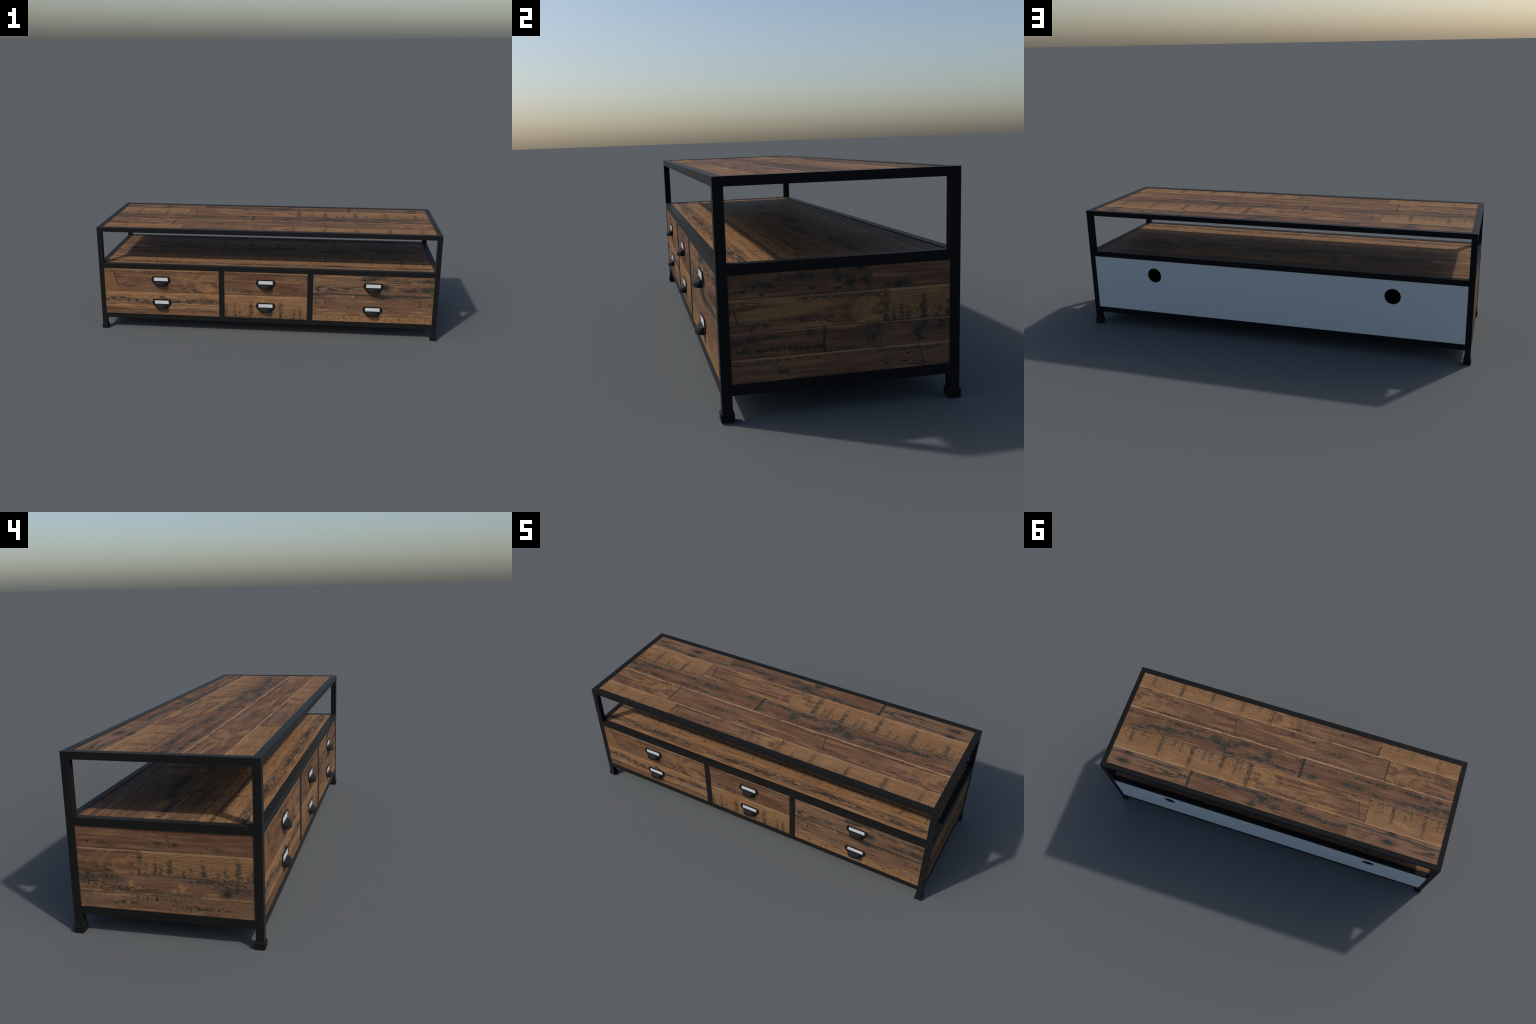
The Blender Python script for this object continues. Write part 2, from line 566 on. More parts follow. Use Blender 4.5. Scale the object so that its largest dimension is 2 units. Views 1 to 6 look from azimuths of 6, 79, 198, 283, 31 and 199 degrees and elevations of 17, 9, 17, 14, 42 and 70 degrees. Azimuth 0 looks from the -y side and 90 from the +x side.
# face frames: local x runs along the grain, local y across, local z outwards
M_TOP = Matrix.Translation((0, 0, H - REC))
M_SHELF = Matrix.Translation((0, 0, MID_TOP - REC))
M_LEFT = Matrix(((0, 0, -1, -X + SREC), (-1, 0, 0, 0), (0, 1, 0, 0), (0, 0, 0, 1)))
M_RIGHT = Matrix(((0, 0, 1, X - SREC), (1, 0, 0, 0), (0, 1, 0, 0), (0, 0, 0, 1)))
DREC = 0.0016
M_FRONT = Matrix(((1, 0, 0, 0), (0, 0, -1, FY + DREC), (0, 1, 0, 0), (0, 0, 0, 1)))


def plank(parent, M, u0, u1, v0, v1, mat, gu0=GAP, gu1=GAP, gv0=GAP, gv1=GAP, thick=PT):
    bm = bmesh.new()
    add_box(bm, (u0 + gu0, v0 + gv0, -thick), (u1 - gu1, v1 - gv1, 0))
    return new_obj('plank', bm, mat, parent, M)


# ------------------------------------------------------------------ tabletop
r1, r2, r3, r4 = -0.1915, -0.0550, 0.0640, 0.2110
sA = [(0.890, .010, .95, .7), (0.71, .012, 1.05, 1.), (.665, .008, .5, .4), (0.5216, .012, 1.0, .95), (.60, .008, .5, .6), (.565, .006, .4, .5),
      (0.3376, .012, 1.0, .8), (.43, .007, .5, .5), (.39, .006, .4, .4), (0.233, .008, .8, .6), (0.160, .010, 1.1, 1.0), (.82, .008, .5, .5), (.79, .006, .4, .5)]
plank(tabletop, M_TOP, 0.1459, XI, FI, r1, Wood('sawn_wood', FI - 0.03, r1, 1).sawn(sA).butt(0.146, 0.012, 1, 0.8).done())
plank(tabletop, M_TOP, -0.5039, 0.1459, FI, r1,
      Wood('swirl_wood', FI - 0.03, r1, 2).smooth(0.1459, 0.15, 0.8, [(-.30, -.26, .12, .02), (-.05, -.215, .10, .015)], vc=0.55)
      .crack((-0.490, -0.197), (-0.502, -0.262), 0.007).done())
sB = [(-.55, .008, .8, .4), (-.60, .010, .7, .5), (-.685, .010, .9, .5), (-.735, .008, .5, .6), (-.765, .008, .5, .6), (-.845, .012, 1.0, .9), (-.905, .008, .5, .6), (-.945, .008, .5, .5)]
plank(tabletop, M_TOP, -XI, -0.5039, FI, r1, Wood('sawn_wood', FI - 0.03, r1, 3).sawn(sB).done())
plank(tabletop, M_TOP, -0.5755, XI, r1, r2,
      Wood('swirl_wood', r1, r2, 4).smooth(0.985, 0.25, 0.95,
      [(.40, -.165, .13, .020, -6), (.78, -.172, .12, .020, -8), (-.03, -.168, .13, .018, -8), (-.22, -.13, .10, .02), (.60, -.165, .08, .012)], vc=0.52)
      .crack((0.3194, -0.0600), (0.350, -0.172), 0.0065).dot(0.2665, -0.0929, .010, .005, True)
      .dot(-0.1276, -0.1640, .013, .008).dot(-.296, -.127, .014, .0035).dot(-.30, -.139, .007, .003).dot(-.275, -.120, .02, .002)
      .crack((-.43, -.190), (-.475, -.165), 0.0035).butt(-0.5755, 0.016, 1, 0.9).done())
plank(tabletop, M_TOP, -XI, -0.5755, r1, r2,
      Wood('swirl_wood', r1, r2, 5).smooth(-0.5755, 0.35, 0.9, [(-.74, -.168, .10, .016, -8), (-.9, -.15, .08, .02)], vc=0.42).done())
plank(tabletop, M_TOP, -0.1127, XI, r2, r3,
      Wood('stained_wood', r2, r3, 6).stained(
      [(.756, .027, .13, .016), (.67, .012, .10, .014), (.55, .004, .08, .016), (.353, .010, .06, .040, 30), (.42, -.008, .05, .03), (.304, -.014, .035, .022),
       (.315, .048, .05, .016), (.15, .030, .10, .020), (.10, -.008, .03, .035), (.0, .04, .08, .012), (.88, .05, .07, .008)], comb=0.20, strip=0.3)
      .butt(-0.1127, 0.034, 1, 1.0).butt(-0.1127, 0.016, 1, 1.0).done())
plank(tabletop, M_TOP, -XI, -0.1127, r2, r3,
      Wood('stained_wood', r2, r3, 7).stained(
      [(-.43, .022, .10, .017), (-.365, .022, .06, .012), (-.164, .034, .045, .016), (-.812, .028, .11, .017), (-.92, .006, .08, .017), (-.7, .038, .05, .01), (-.55, .036, .03, .012)],
      comb=0.20, strip=0.3, thresh=0.03).done())
sC = [(.89, .013, .85, 1.), (.826, .007, .55, .8), (.792, .007, .6, .8), (.71, .014, .95, 1.), (.635, .007, .6, .9), (.593, .007, .6, .9),
      (.5203, .015, .95, 1.1), (.4497, .009, .65, .9), (.4086, .008, .6, .9), (.337, .015, .85, 1.1), (.255, .009, .8, 1.), (.225, .008, .6, .9),
      (.175, .012, 1.1, 1.2), (.93, .008, .5, .5)]
plank(tabletop, M_TOP, 0.1594, XI, r3, r4, Wood('sawn_wood', r3, r4, 8).sawn(sC).butt(0.1594, 0.016, 1, 0.8).done())
plank(tabletop, M_TOP, -0.5309, 0.1594, r3, r4,
      Wood('swirl_wood', r3, r4, 9).smooth(0.172, 0.95, 0.5, [(-.40, .10, .11, .018, -8), (-.11, .093, .09, .014, -8)], vc=0.45)
      .crack((-0.4934, 0.190), (-0.470, 0.088), 0.0055).dot(-.434, .070, .018, .004).butt(-0.5309, 0.008, 1, 0.9).done())
sD = [(-.58, .010, .7, .6), (-.605, .008, .6, .7), (-.668, .012, .8, 1.), (-.7386, .008, .6, .9), (-.77, .007, .55, .9), (-.85, .014, .95, 1.), (-.925, .008, .6, .9), (-.955, .007, .6, .9)]
plank(tabletop, M_TOP, -XI, -0.5309, r3, r4, Wood('sawn_wood', r3, r4, 10).sawn(sD).done())
wk = Wood('knotty_wood', r4, BI, 11)
wk.base(BROWN, GREYBROWN, GREYBROWN, 0.42, 0.7, 0.5)
wk.tint(STAIN, wk.step(abs(wk.V - 0.2300 + (wk.noise(6, 6, 2) - 0.5) * 0.012), 0.007, 0.002) * 0.75 * wk.step(wk.U, 0.50, 0.56))
wk.bows([(.80, .268, .20, .020, .16, .80, -1), (.80, .262, .285, .030, .12, .80, -1), (.82, .268, .12, .012, .2, .82, -1)])
wk.knot(.8806, .2735, .034, .013).knot(.8690, .2196, .026, .012)
d = wk.noise(20, 190, 3, 0.6)
wk.add_dark(wk.step(d, 0.62, 0.74) * 0.9)
plank(tabletop, M_TOP, 0.4903, XI, r4, BI, wk.done())
plank(tabletop, M_TOP, -0.45, 0.4903, r4, BI,
      Wood('stained_wood', r4, BI, 12).stained(
      [(.345, .224, .10, .012), (.24, .232, .07, .020), (.05, .245, .06, .035), (.015, .230, .04, .018), (-.05, .226, .04, .010), (-.04, .272, .05, .018),
       (-.169, .232, .035, .012), (-.23, .262, .11, .015), (-.33, .268, .08, .013), (-.42, .262, .07, .013), (.12, .225, .05, .015), (.10, .29, .03, .02)], strip=0.4)
      .butt(0.4903, 0.032, -1, 1.0).butt(0.4903, 0.015, -1, 1.0).dot(-.378, .2137, .012, .005).done(), gu0=0)
wk = Wood('knotty_wood', r4, BI, 13)
wk.base(BROWN, GREYBROWN, GREYBROWN, 0.42, 0.7, 0.5)
wk.tint(STAIN, wk.step(abs(wk.V - 0.2330 + (wk.noise(6, 6, 2) - 0.5) * 0.014), 0.008, 0.002) * 0.75)
wk.bows([(-.77, .262, .155, .018, .2, -.77, -1), (-.77, .262, .235, .024, .15, -.77, -1)])
wk.knot(-.6832, .2717, .032, .013).knot(-.6929, .2195, .028, .012)
d = wk.noise(20, 190, 3, 0.6)
f = wk.field([(-.5335, .2705, .06, .012), (-.50, .255, .10, .010), (-.62, .25, .06, .01)])
wk.add_dark(wk.step(d + wk.step(f, -.2, .6) * .14, 0.62, 0.74) * 0.9)
plank(tabletop, M_TOP, -XI, -0.45, r4, BI, wk.done(), gu1=0)

# ------------------------------------------------------------------ shelf
m1, m2, m3, m4, m5 = -0.1920, -0.0880, 0.0115, 0.1170, 0.2500
kn = [(-.774, -.244, .030, .010), (-.616, -.240, .10, .014), (-.435, -.244, .030, .010), (-.32, -.268, .03, .006), (-.93, -.25, .05, .012),
      (.05, -.25, .08, .014), (.22, -.244, .03, .010), (.42, -.24, .10, .014), (.60, -.244, .03, .010), (.80, -.25, .05, .012), (-.15, -.245, .07, .012), (.93, -.242, .05, .012)]
plank(shelf, M_SHELF, -XI, XI, FI, m1, Wood('streaky_wood', FI, m1, 21).streaky(kn).done())
w = Wood('marked_wood', m1, m2, 22).marked([(-.845, .006), (-.677, .010), (-.525, .008), (-.36, .008), (-.20, .006), (-.05, .010), (.11, .006), (.2525, .006), (.3445, .010), (.453, .006), (.62, .008), (.791, .010), (.92, .006)])
w.add_dark(w.step(abs(w.V + 0.142 + (w.noise(5, 5, 2) - 0.5) * 0.014), 0.0095, 0.004) * 0.85)
plank(shelf, M_SHELF, -XI, XI, m1, m2, w.done())
plank(shelf, M_SHELF, -XI, XI, m2, m3,
      Wood('smeared_wood', m2, m3, 23).smeared([], [(-.7, -.04, .15, .012), (.2, -.04, .2, .012), (-.3, -.07, .2, .01), (.7, -.06, .2, .012)], comb=(0.80, [(-.75, .010, .7), (-.70, .008, .6), (-.62, .012, 1.), (-.55, .008, .7), (-.05, .010, .7), (.02, .012, 1.), (.09, .008, .6), (.48, .010, .8), (.56, .012, 1.), (.62, .008, .7), (-.95, .010, .8)], 0.18, -0.01)).done())
plank(shelf, M_SHELF, -XI, XI, m3, m4,
      Wood('smeared_wood', m3, m4, 24).smeared([(-.35, .07, .045, .03), (-.812, .075, .055, .035), (-.95, .06, .05, .03), (.25, .07, .05, .03), (.62, .07, .05, .03)],
      [(-.5, .10, .12, .02), (.05, .10, .1, .02)]).wash([(-.55, .095, .12, .02), (-.2, .04, .15, .02), (.05, .09, .12, .02), (.4, .05, .15, .02), (.7, .09, .12, .02), (-.85, .04, .1, .015)]).knot(-.697, .0765, .032, .014).knot(-.097, .083, .032, .014).knot(.864, .085, .032, .013).done())
plank(shelf, M_SHELF, -XI, -0.318, m4, m5, Wood('swirl_wood', m4, m5, 25).smooth(-0.31, 0.3, 0.6, [(-.6, .15, .12, .02, -8)], vc=0.45).done())
sE = [(-.30, .012, 1., 1.), (-.22, .010, .7, .9), (-.13, .012, .8, 1.), (-.06, .009, .6, .8), (.04, .012, .9, 1.), (.12, .009, .6, .8), (.21, .012, .8, 1.), (.30, .010, .7, .9), (.40, .012, .9, 1.), (.48, .01, .6, .8), (.57, .012, .9, 1.)]
plank(shelf, M_SHELF, -0.318, 0.575, m4, m5, Wood('sawn_wood', m4, m5, 26).sawn(sE, pitch=0.008).butt(-.318, .012, 1).done())
plank(shelf, M_SHELF, 0.575, XI, m4, m5, Wood('swirl_wood', m4, m5, 27).smooth(1.25, 0.4, 0.6, [(.75, .15, .12, .02, -8)])
      .crack((.600, .235), (.625, .150), .006).done())
plank(shelf, M_SHELF, -XI, XI, m5, BI, Wood('smooth_wood', m5 - .05, BI, 28).smooth(None, 0.1, 0.0, [(-.3, .27, .1, .02), (.3, .28, .1, .02), (-.8, .28, .12, .02), (.0, .29, .12, .02), (.7, .28, .12, .02)])
      .dot(-.595, .295, .016, .008).done())

# ------------------------------------------------------------------ left side (u = -y, v = z)
a1, a2, a3 = 0.3105, 0.2240, 0.1555
uL, uR = -BI, -FI
plank(left_panel, M_LEFT, uL, uR, a1, MID_LOW,
      Wood('smooth_wood', a1, MID_LOW + .012, 31).smooth(None, 0.10, 0.0, [(-.215, .330, .045, .010, -12), (.0, .338, .07, .010, -8), (.19, .322, .05, .008, -10)])
      .crack((-0.001, .3835), (.0135, .322), .0036).dot(-.2738, .3322, .0075, .0060).dot(-.0352, .3752, .0065, .003, True).dot(.115, .318, .004, .003).done())
plank(left_panel, M_LEFT, uL, -0.1020, a2, a1,
      Wood('swirl_wood', a2, a1, 32).smooth(-0.098, 0.25, 0.7, [(-.22, .238, .04, .010, -10)], vc=0.42).done(), gu1=0.0002)
sF = [(-.094, .012, 1.1, 1.2), (-.072, .007, .7, .7), (-.0406, .007, .75, 1.1), (-.022, .006, .6, 1.0), (.0087, .011, .85, 1.2), (.0558, .006, .6, 1.), (.0781, .006, .6, 1.),
      (.1227, .011, .8, 1.2), (.1718, .005, .55, 1.), (.1936, .006, .6, 1.1), (.237, .011, .95, 1.1), (.268, .006, .5, .9), (.285, .006, .6, 1.)]
plank(left_panel, M_LEFT, -0.1020, uR, a2, a1, Wood('sawn_wood', a2, a1, 33).sawn(sF, pitch=0.0050).done(), gu0=0.0002)
w = Wood('smeared_wood', a3, a2, 34).smeared(
    [(-.127, .188, .016, .022), (-.118, .172, .020, .012), (.0447, .196, .014, .020), (.050, .182, .018, .014), (-.10, .178, .012, .010), (.02, .178, .012, .010), (-.25, .19, .04, .012), (.15, .175, .03, .01)],
    [(-.285, .208, .035, .014), (-.22, .212, .035, .010), (-.26, .195, .05, .02), (.13, .217, .05, .007), (.19, .214, .04, .008), (.24, .200, .04, .016), (-.16, .175, .10, .010)])
w.wash([(-.28, .205, .06, .018), (-.20, .208, .06, .014), (.15, .216, .10, .010), (.22, .19, .07, .016), (-.05, .165, .15, .008)], .48); w.knot(.1992, .1798, .014, .012)
plank(left_panel, M_LEFT, uL, uR, a3, a2, w.done())
plank(left_panel, M_LEFT, uL, uR, LOW_TOP, a3,
      Wood('smeared_wood', LOW_TOP, a3, 35).smeared([(-.2, .15, .12, .008)], [(-.15, .125, .08, .008), (.10, .12, .10, .008)],
      comb=(0.80, [(-.1066, .004, 1.), (-.088, .003, .5), (-.073, .004, .7), (-.058, .003, .5), (-.0402, .0055, 1.2), (-.022, .003, .5), (-.006, .004, .7), (.010, .003, .5), (.0254, .0045, 1.), (.042, .003, .6), (.055, .003, .5), (-.125, .003, .5)], 0.20, 0.146)).done())

# ------------------------------------------------------------------ right side (u = y, v = z)
b1, b2, b3 = 0.3190, 0.2305, 0.1620
plank(right_panel, M_RIGHT, FI, BI, b1, MID_LOW,
      Wood('stained_wood', b1, MID_LOW, 41).stained(
      [(-.2025, .3527, .045, .011), (-.1437, .364, .035, .012), (-.0923, .365, .040, .014), (-.068, .338, .016, .006), (-.001, .366, .018, .020), (.038, .345, .020, .026), (.073, .349, .022, .020),
       (.06, .380, .020, .010), (.1457, .329, .035, .008), (.187, .334, .030, .014), (-.24, .34, .05, .004), (.0, .330, .018, .006)], strip=0.0)
      .dot(-.2035, .3274, .0075, .0035).done())
plank(right_panel, M_RIGHT, FI, 0.1238, b2, b1,
      Wood('swirl_wood', b2, b1, 42).smooth(0.128, 0.75, 0.5, [(-.23, .250, .06, .010, -6), (-.06, .250, .07, .008, -8)], vc=0.42)
      .crack((-.2818, .3130), (-.2640, .2450), .0036).dot(-.2322, .2379, .007, .003).done(), gu1=0.0002)
sG = [(.131, .011, 1.1, 1.2), (.152, .006, .6, .8), (.1755, .007, .7, 1.1), (.192, .006, .6, 1.), (.2366, .011, .85, 1.2), (.2815, .006, .6, 1.), (.307, .008, .65, 1.1)]
plank(right_panel, M_RIGHT, 0.1238, BI, b2, b1, Wood('sawn_wood', b2, b1, 43).sawn(sG, pitch=0.0053).done(), gu0=0.0002)
plank(right_panel, M_RIGHT, FI, -0.0425, b3, b2,
      Wood('stained_wood', b3, b2, 44).stained([(-.2255, .213, .030, .010), (-.174, .215, .035, .007), (-.0754, .218, .012, .012), (-.27, .206, .03, .010)], comb=0.26, strip=0.6).done(), gu1=0.0002)
plank(right_panel, M_RIGHT, -0.0425, BI, b3, b2,
      Wood('stained_wood', b3, b2, 45).stained([(.09, .203, .030, .030), (.11, .222, .02, .010), (.2254, .194, .020, .030), (.2423, .214, .03, .014), (.29, .208, .02, .02), (.01, .168, .05, .005)], strip=0.6, thresh=0.03)
      .butt(-.0425, .016, 1, 1.0).done(), gu0=0.0002)
plank(right_panel, M_RIGHT, FI, BI, LOW_TOP, b3,
      Wood('smooth_wood', LOW_TOP - .02, b3, 46).smooth(None, 0.12, 0.7, [(.2, .112, .09, .012, -6), (-.15, .122, .03, .008)])
      .crack((.2241, .1590), (.2396, .0985), .0036).dot(.1918, .1376, .0065, .003, True).dot(-.1615, .1322, .005, .002).dot(-.1437, .1198, .010, .003).done())

# ------------------------------------------------------------------ drawers
BAYS = ((-XI, DIV[0][0]), (DIV[0][1], DIV[1][0]), (DIV[1][1], XI))
DG = 0.0006            # reveal around each drawer front


def drawer(u0, u1, z0, z1):
    """Open box behind a front; the front planks and the handle are its children."""
    bm = bmesh.new()
    y0, y1 = FY + DREC + PT + 0.0003, 0.20
    a, b, c, d = u0 + 0.004, u1 - 0.004, z0 + 0.003, z1 - 0.003
    t = 0.010
    add_box(bm, (a, y0, c), (b, y0 + t, d))
    add_box(bm, (a, y1 - t, c), (b, y1, d - 0.02))
    add_box(bm, (a, y0 + t, c), (a + t, y1 - t, d - 0.02))
    add_box(bm, (b - t, y0 + t, c), (b, y1 - t, d - 0.02))
    add_box(bm, (a + t, y0 + t, c), (b - t, y1 - t, c + 0.006))
    return new_obj('drawer', bm, CARCASS, root)


def front(dr, u0, u1, v0, v1, mat, lo, hi, l=True, r=True):
    """Front plank; edges that meet the frame get the drawer's reveal."""
    return plank(dr, M_FRONT, u0, u1, v0, v1, mat, DG if l else GAP, DG if r else GAP, DG if lo else GAP, DG if hi else GAP)


# label holder pull: plate with pointed ears, hood below, white card above
HZ = 0.3215            # ear height on the upper row
PLATE_Y0, PLATE_T = FY + DREC, 0.0036
half = [(0.0492, 0.0187), (0.0520, 0.0150), (0.0543, 0.0085), (0.0572, 0.0035), (0.0582, -0.0005), (0.0568, -0.0055),
        (0.0538, -0.0110), (0.0520, -0.0165), (0.0475, -0.0225), (0.0415, -0.0275), (0.0370, -0.0325)]


def handle_mesh():
    bm = bmesh.new()
    outline = [(x, z) for (x, z) in half] + [(-x, z) for (x, z) in reversed(half)]
    y_b, y_f = 0.0, -PLATE_T
    back = [bm.verts.new((x, y_b, z)) for x, z in outline]
    mid = [bm.verts.new((x, y_f + 0.0008, z)) for x, z in outline]
    fr = [bm.verts.new((x * 0.988, y_f, z * 0.975)) for x, z in outline]
    n = len(outline)
    for p, q in ((back, mid), (mid, fr)):
        for i in range(n):
            bm.faces.new((p[i], p[(i + 1) % n], q[(i + 1) % n], q[i]))
    bm.faces.new(fr)
    bm.faces.new(list(reversed(back)))
    # hood: a quarter of a rounded shell, open below
    a, b = 0.0372, 0.0275 - 0.0022
    ztop, zbot = -0.0080, -0.0330
    hgt = ztop - zbot
    NU, NV = 28, 12

    def shell(off):
        rows = []
        for j in range(NV + 1):
            s = 1 - (1 - j / NV) ** 1.9
            z = zbot + (hgt - off) * s
            k = max(0.0, 1 - s ** 2.5) ** (1 / 2.3)
            row = []
            for i in range(NU + 1):
                th = math.pi * i / NU
                rx = (a - off) * (0.84 + 0.16 * k)
                row.append(bm.verts.new((math.cos(th) * rx, y_f + 0.0004 - (b - off) * k * math.sin(th) ** 0.85, z)))
            rows.append(row)
        for j in range(NV):
            for i in range(NU):
                bm.faces.new((rows[j][i], rows[j][i + 1], rows[j + 1][i + 1], rows[j + 1][i]))
        return rows
    o = shell(0.0)
    inn = shell(0.0018)
    for i in range(NU):
        bm.faces.new((o[0][i], o[0][i + 1], inn[0][i + 1], inn[0][i]))
    bmesh.ops.remove_doubles(bm, verts=bm.verts, dist=1e-6)
    return bm


handle_src = None
label_src = None


def add_handle(dr, cx, cz):
    global handle_src, label_src
    loc = Matrix.Translation((cx, PLATE_Y0, cz))
    if handle_src is None:
        handle_src = new_obj('handle', handle_mesh(), IRON, dr, loc, True)
        bm = bmesh.new()
        add_box(bm, (-0.0413, -PLATE_T - 0.0005, -0.0086), (0.0413, -PLATE_T + 0.001, 0.0120))
        label_src = new_obj('label_card', bm, CARD, dr, loc)
        return
    for s in (handle_src, label_src):
        o = s.copy()
        COLL.objects.link(o)
        o.parent = dr
        o.matrix_basis = loc


LOWZ = HZ - 0.1445
d = [[drawer(u0, u1, SPLIT, MID_LOW), drawer(u0, u1, LOW_TOP, SPLIT)] for (u0, u1) in BAYS]

# left bay
(u0, u1) = BAYS[0]
w = Wood('swirl_wood', SPLIT, MID_LOW, 51).smooth(-0.262, 0.30, 0.45, [(-.83, .276, .06, .012, -8), (-.45, .265, .06, .012, -8), (-.84, .368, .08, .006)], vc=0.42)
w.dot(-.705, .262, .004, .004)
# the end of the neighbouring sawn board, cut on a slant
cut = w.step((w.U + 0.9136) + (w.V - 0.373) * 0.305, 0.0015, -0.0015)
wob = (w.noise(4, 16, 2) - 0.5) * 0.012
rg = w.step((((w.V + wob) * (2 * math.pi / 0.0062)).sin() + 1.0) * 0.5, 0.35, 0.95)
w.tint(w.mix((0.205, 0.106, 0.048), (0.105, 0.060, 0.034), rg * 0.75), cut)
w.crack((-.9136, .374), (-.8811, .266), .0055)
front(d[0][0], u0, u1, SPLIT, MID_LOW, w.done(), False, True)
kn = [(-.781, .184, .024, .010), (-.9, .196, .06, .010), (-.617, .212, .020, .014), (-.617, .195, .03, .010), (-.4566, .187, .024, .010), (-.894, .1624, .012, .004), (-.34, .190, .05, .008), (-.345, .162, .014, .004),
      (-.70, .18, .05, .012), (-.54, .18, .05, .012)]
front(d[0][1], u0, u1, 0.1415, SPLIT, Wood('streaky_wood', 0.1415, SPLIT, 52).streaky(kn).done(), False, False)
front(d[0][1], u0, u1, LOW_TOP, 0.1415, Wood('smooth_wood', LOW_TOP - .05, 0.1415, 53).smooth(None, 0.15, 0.45, [(-.75, .105, .03, .006)])
      .crack((-.4404, .1385), (-.430, .099), .0036).dot(-.466, .127, .006, .003, True).dot(-.775, .108, .012, .002).done(), True, False)
# middle bay
(u0, u1) = BAYS[1]
front(d[1][0], u0, u1, SPLIT, MID_LOW,
      Wood('smooth_wood', SPLIT, MID_LOW + .004, 54).smooth(None, 0.05, 0.95, [(-.12, .266, .07, .014, -10), (.19, .278, .07, .014, -10)])
      .dot(-.1883, .2712, .0105, .0075).dot(.1908, .3398, .009, .004, True).dot(-.22, .270, .006, .003).dot(.127, .262, .004, .003)
      .crack((.238, .372), (.246, .345), .004).done(), False, True)
sH = [(-.235, .010, .8, 1.), (-.1813, .009, .75, 1.1), (-.1533, .008, .55, 1.), (-.0861, .015, .85, 1.2), (-.03, .008, .5, .7), (.03, .008, .5, .7), (.0888, .015, .85, 1.2), (.169, .008, .6, 1.), (.2045, .009, .65, 1.1), (.165, .006, .4, .9)]
front(d[1][1], u0, u1, LOW_TOP, SPLIT, Wood('sawn_wood', LOW_TOP, SPLIT, 55).sawn(sH, pitch=0.0070).done(), True, False)
# right bay
(u0, u1) = BAYS[2]
w = Wood('knotty_wood', SPLIT, MID_LOW, 56)
w.base(BROWN, GREYBROWN, GREYBROWN, 0.42, 0.7, 0.5)
w.tint(TAN, w.step(w.noise(5, 40, 3), 0.56, 0.72) * w.step(w.t, .35, .9) * 0.75)
w.tint(STAIN, w.step(abs(w.V - 0.2655 + (w.noise(5, 5, 2) - 0.5) * 0.016), 0.0075, 0.002) * 0.8)
w.bows([(.46, .297, .168, .024, .13, .46, -1), (.56, .296, .185, .014, .2, .56, -1), (.60, .302, .135, .010, .25, .60, -1)])
w.wash([(.64, .374, .07, .012), (.59, .362, .05, .010), (.94, .358, .05, .014), (.93, .308, .06, .016), (.82, .262, .14, .012), (.31, .258, .06, .010), (.70, .258, .07, .014), (.84, .30, .04, .012)]); w.knot(.6926, .3150, .022, .017).knot(.6778, .2560, .026, .016)
fl = w.noise(20, 150, 4, 0.62)
ff = w.field([(.638, .3741, .05, .009), (.60, .362, .07, .012), (.78, .355, .10, .014), (.947, .357, .03, .010), (.93, .30, .06, .020), (.84, .305, .06, .02), (.49, .300, .05, .006)])
w.add_dark(w.step(fl + w.step(ff, -.6, .7) * .16, .60, .71))
w.tint((0.36, 0.25, 0.13), w.step(w.blob(.508, .254, .012, .010) + (w.noise(150, 150, 2) - .5) * 2.2, .3, .7) * .8)
front(d[2][0], u0, u1, SPLIT, MID_LOW, w.done(), False, True)
front(d[2][1], u0, u1, 0.1395, SPLIT,
      Wood('smeared_wood', 0.1395, SPLIT, 57).smeared([(.60, .228, .06, .006), (.9, .17, .06, .01), (.34, .165, .05, .01)],
      [(.50, .19, .05, .006), (.72, .19, .04, .006), (.35, .178, .04, .005)], comb=(0.76, [(.296, .007, .9), (.318, .003, .5), (.350, .007, 1.), (.372, .004, .6), (.388, .004, .6), (.407, .004, .5), (.427, .003, .4), (.950, .007, .9), (.925, .003, .5), (.893, .007, 1.), (.870, .004, .6), (.854, .004, .6), (.836, .004, .5)], 0.20, 0.215)).done(), False, False)
front(d[2][1], u0, u1, LOW_TOP, 0.1395,
      Wood('marked_wood', LOW_TOP, 0.1395, 58).marked([(.294, .003), (.4605, .005), (.435, .002), (.512, .003), (.55, .003), (.60, .002), (.655, .002), (.7, .003), (.74, .002), (.784, .005), (.812, .002), (.865, .003), (.93, .004)]).done(), True, False)

for i, cx in enumerate((-0.6235, 0.0002, 0.6240)):
    add_handle(d[i][0], cx, HZ)
    add_handle(d[i][1], cx, LOWZ)

# ------------------------------------------------------------------ back board
bm = bmesh.new()
HR, BT = 0.0400, 0.0075
yb = BY - 0.0012
holes = ((-0.6250, 0.3025), (0.6225, 0.3025))
xs = [-XI + 0.0003, -0.6250 - 0.06, -0.6250 + 0.06, 0.6225 - 0.06, 0.6225 + 0.06, XI - 0.0003]
zs = [LOW_TOP + 0.0003, 0.3025 - 0.06, 0.3025 + 0.06, MID_LOW - 0.0003]
cache = {}


def bv(x, y, z):
    k = (round(x, 6), round(y, 6), round(z, 6))
    if k not in cache:
        cache[k] = bm.verts.new((x, y, z))
    return cache[k]


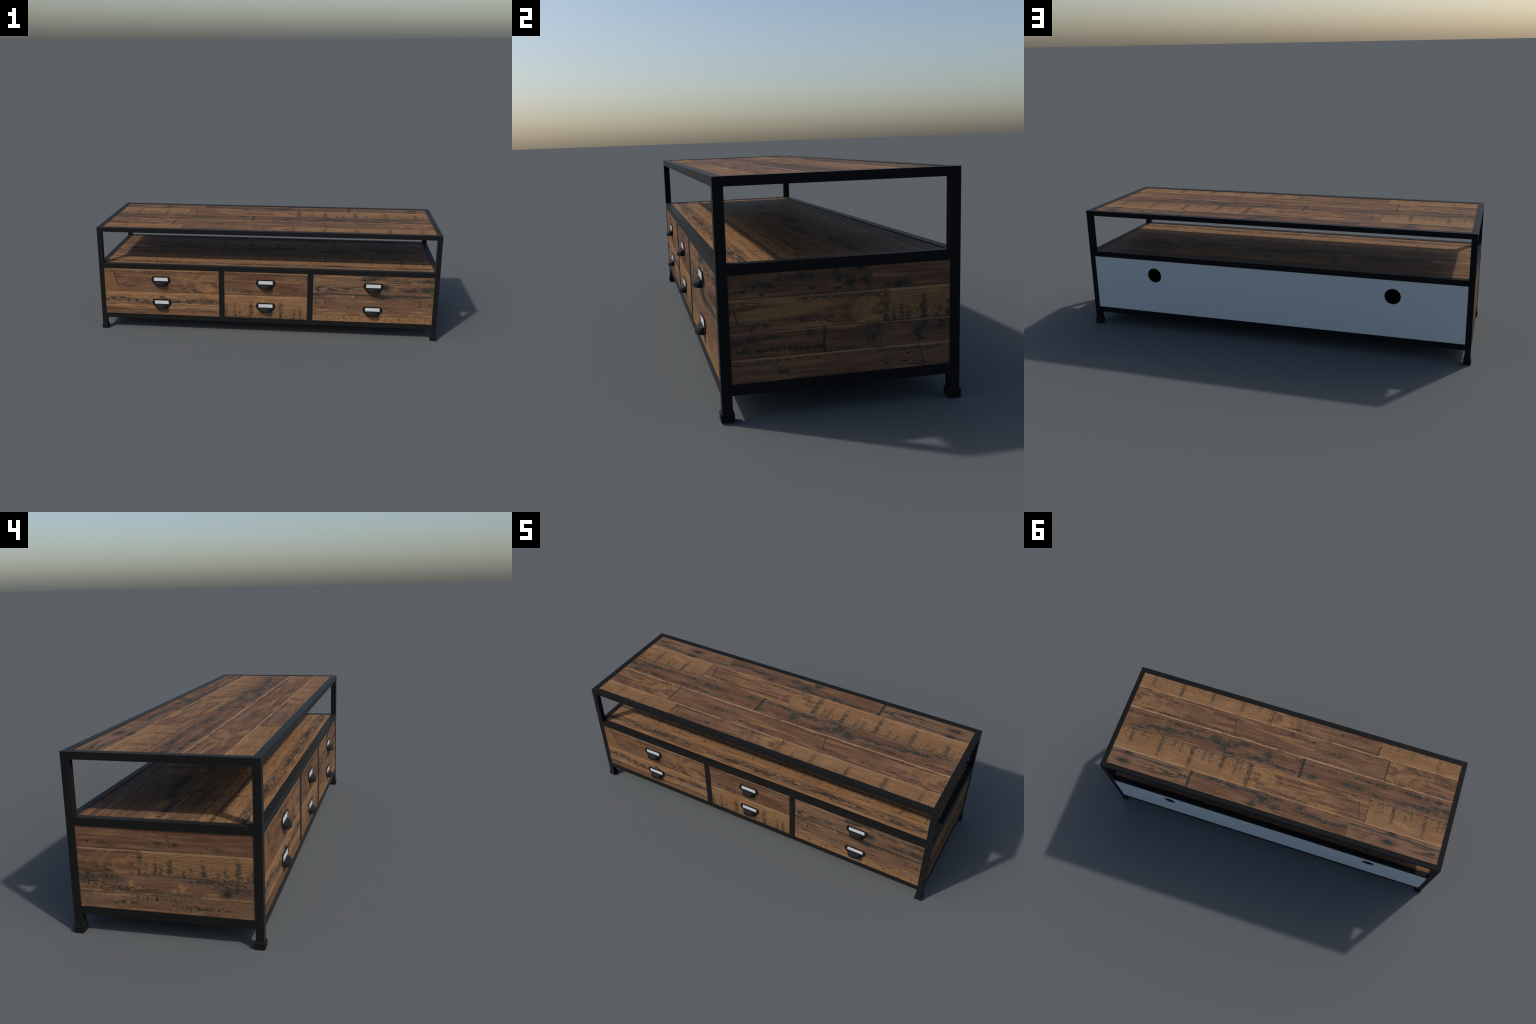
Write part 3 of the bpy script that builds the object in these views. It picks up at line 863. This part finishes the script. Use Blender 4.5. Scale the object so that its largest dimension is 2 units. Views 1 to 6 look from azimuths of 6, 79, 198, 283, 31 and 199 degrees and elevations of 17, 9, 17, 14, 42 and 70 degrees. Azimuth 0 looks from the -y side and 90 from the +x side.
for y in (yb, yb - BT):
    for i in range(5):
        for j in range(3):
            if j == 1 and i in (1, 3):
                hx, hz = holes[0] if i == 1 else holes[1]
                sq = [(hx + 0.06, hz), (hx + 0.06, hz + 0.06), (hx, hz + 0.06), (hx - 0.06, hz + 0.06), (hx - 0.06, hz),
                      (hx - 0.06, hz - 0.06), (hx, hz - 0.06), (hx + 0.06, hz - 0.06)]
                ring = [(hx + HR * math.cos(k * math.pi / 6), hz + HR * math.sin(k * math.pi / 6)) for k in range(12)]
                # 12-sided opening joined to the square around it, quarter by quarter
                for q in range(4):
                    r = [ring[(3 * q + k) % 12] for k in range(4)]
                    s0, s1, s2 = sq[2 * q], sq[2 * q + 1], sq[(2 * q + 2) % 8]
                    bm.faces.new([bv(s0[0], y, s0[1]), bv(s1[0], y, s1[1]), bv(r[1][0], y, r[1][1]), bv(r[0][0], y, r[0][1])])
                    bm.faces.new([bv(s1[0], y, s1[1]), bv(r[2][0], y, r[2][1]), bv(r[1][0], y, r[1][1])])
                    bm.faces.new([bv(s1[0], y, s1[1]), bv(s2[0], y, s2[1]), bv(r[3][0], y, r[3][1]), bv(r[2][0], y, r[2][1])])
            else:
                pts = [(xs[i], zs[j]), (xs[i + 1], zs[j]), (xs[i + 1], zs[j + 1]), (xs[i], zs[j + 1])]
                # cells beside a hole share the square's mid points
                full = []
                for a in range(4):
                    p, q = pts[a], pts[(a + 1) % 4]
                    full.append(p)
                    for (hx, hz) in holes:
                        for mpt in ((hx + 0.06, hz), (hx - 0.06, hz), (hx, hz + 0.06), (hx, hz - 0.06)):
                            on_v = abs(p[0] - q[0]) < 1e-9 and abs(mpt[0] - p[0]) < 1e-9 and min(p[1], q[1]) < mpt[1] < max(p[1], q[1])
                            on_h = abs(p[1] - q[1]) < 1e-9 and abs(mpt[1] - p[1]) < 1e-9 and min(p[0], q[0]) < mpt[0] < max(p[0], q[0])
                            if on_v or on_h:
                                full.append(mpt)
                bm.faces.new([bv(p[0], y, p[1]) for p in full])
for (hx, hz) in holes:
    for k in range(12):
        a0, a1_ = k * math.pi / 6, (k + 1) * math.pi / 6
        p = (hx + HR * math.cos(a0), hz + HR * math.sin(a0))
        q = (hx + HR * math.cos(a1_), hz + HR * math.sin(a1_))
        bm.faces.new([bv(p[0], yb, p[1]), bv(q[0], yb, q[1]), bv(q[0], yb - BT, q[1]), bv(p[0], yb - BT, p[1])])
bm.verts.ensure_lookup_table()
rim = [e for e in bm.edges if len(e.link_faces) == 1 and abs(e.verts[0].co.y - e.verts[1].co.y) < 1e-9 and e.verts[0].co.y > yb - 1e-6]
for e in rim:
    p, q = e.verts
    bm.faces.new([p, q, bv(q.co.x, yb - BT, q.co.z), bv(p.co.x, yb - BT, p.co.z)])
back = new_obj('back_panel', bm, BACKING, root)

screw_src = None
for (x, z) in [(s * a, b) for (a, b) in ((0.9405, 0.3772), (0.9612, 0.3567), (0.4705, 0.3774), (0.4705, 0.1046), (0.9612, 0.1255), (0.9405, 0.1052)) for s in (-1, 1)] + [(0.0, 0.3774), (0.0, 0.1045)]:
    M = Matrix.Translation((x, yb, z))
    if screw_src is None:
        bm = bmesh.new()
        bmesh.ops.create_cone(bm, cap_ends=True, segments=10, radius1=0.0020, radius2=0.0014, depth=0.0012,
                              matrix=Matrix.Rotation(-math.pi / 2, 4, 'X'))
        screw_src = new_obj('screw', bm, SCREW, back, M)
    else:
        o = screw_src.copy()
        COLL.objects.link(o)
        o.parent = back
        o.matrix_basis = M
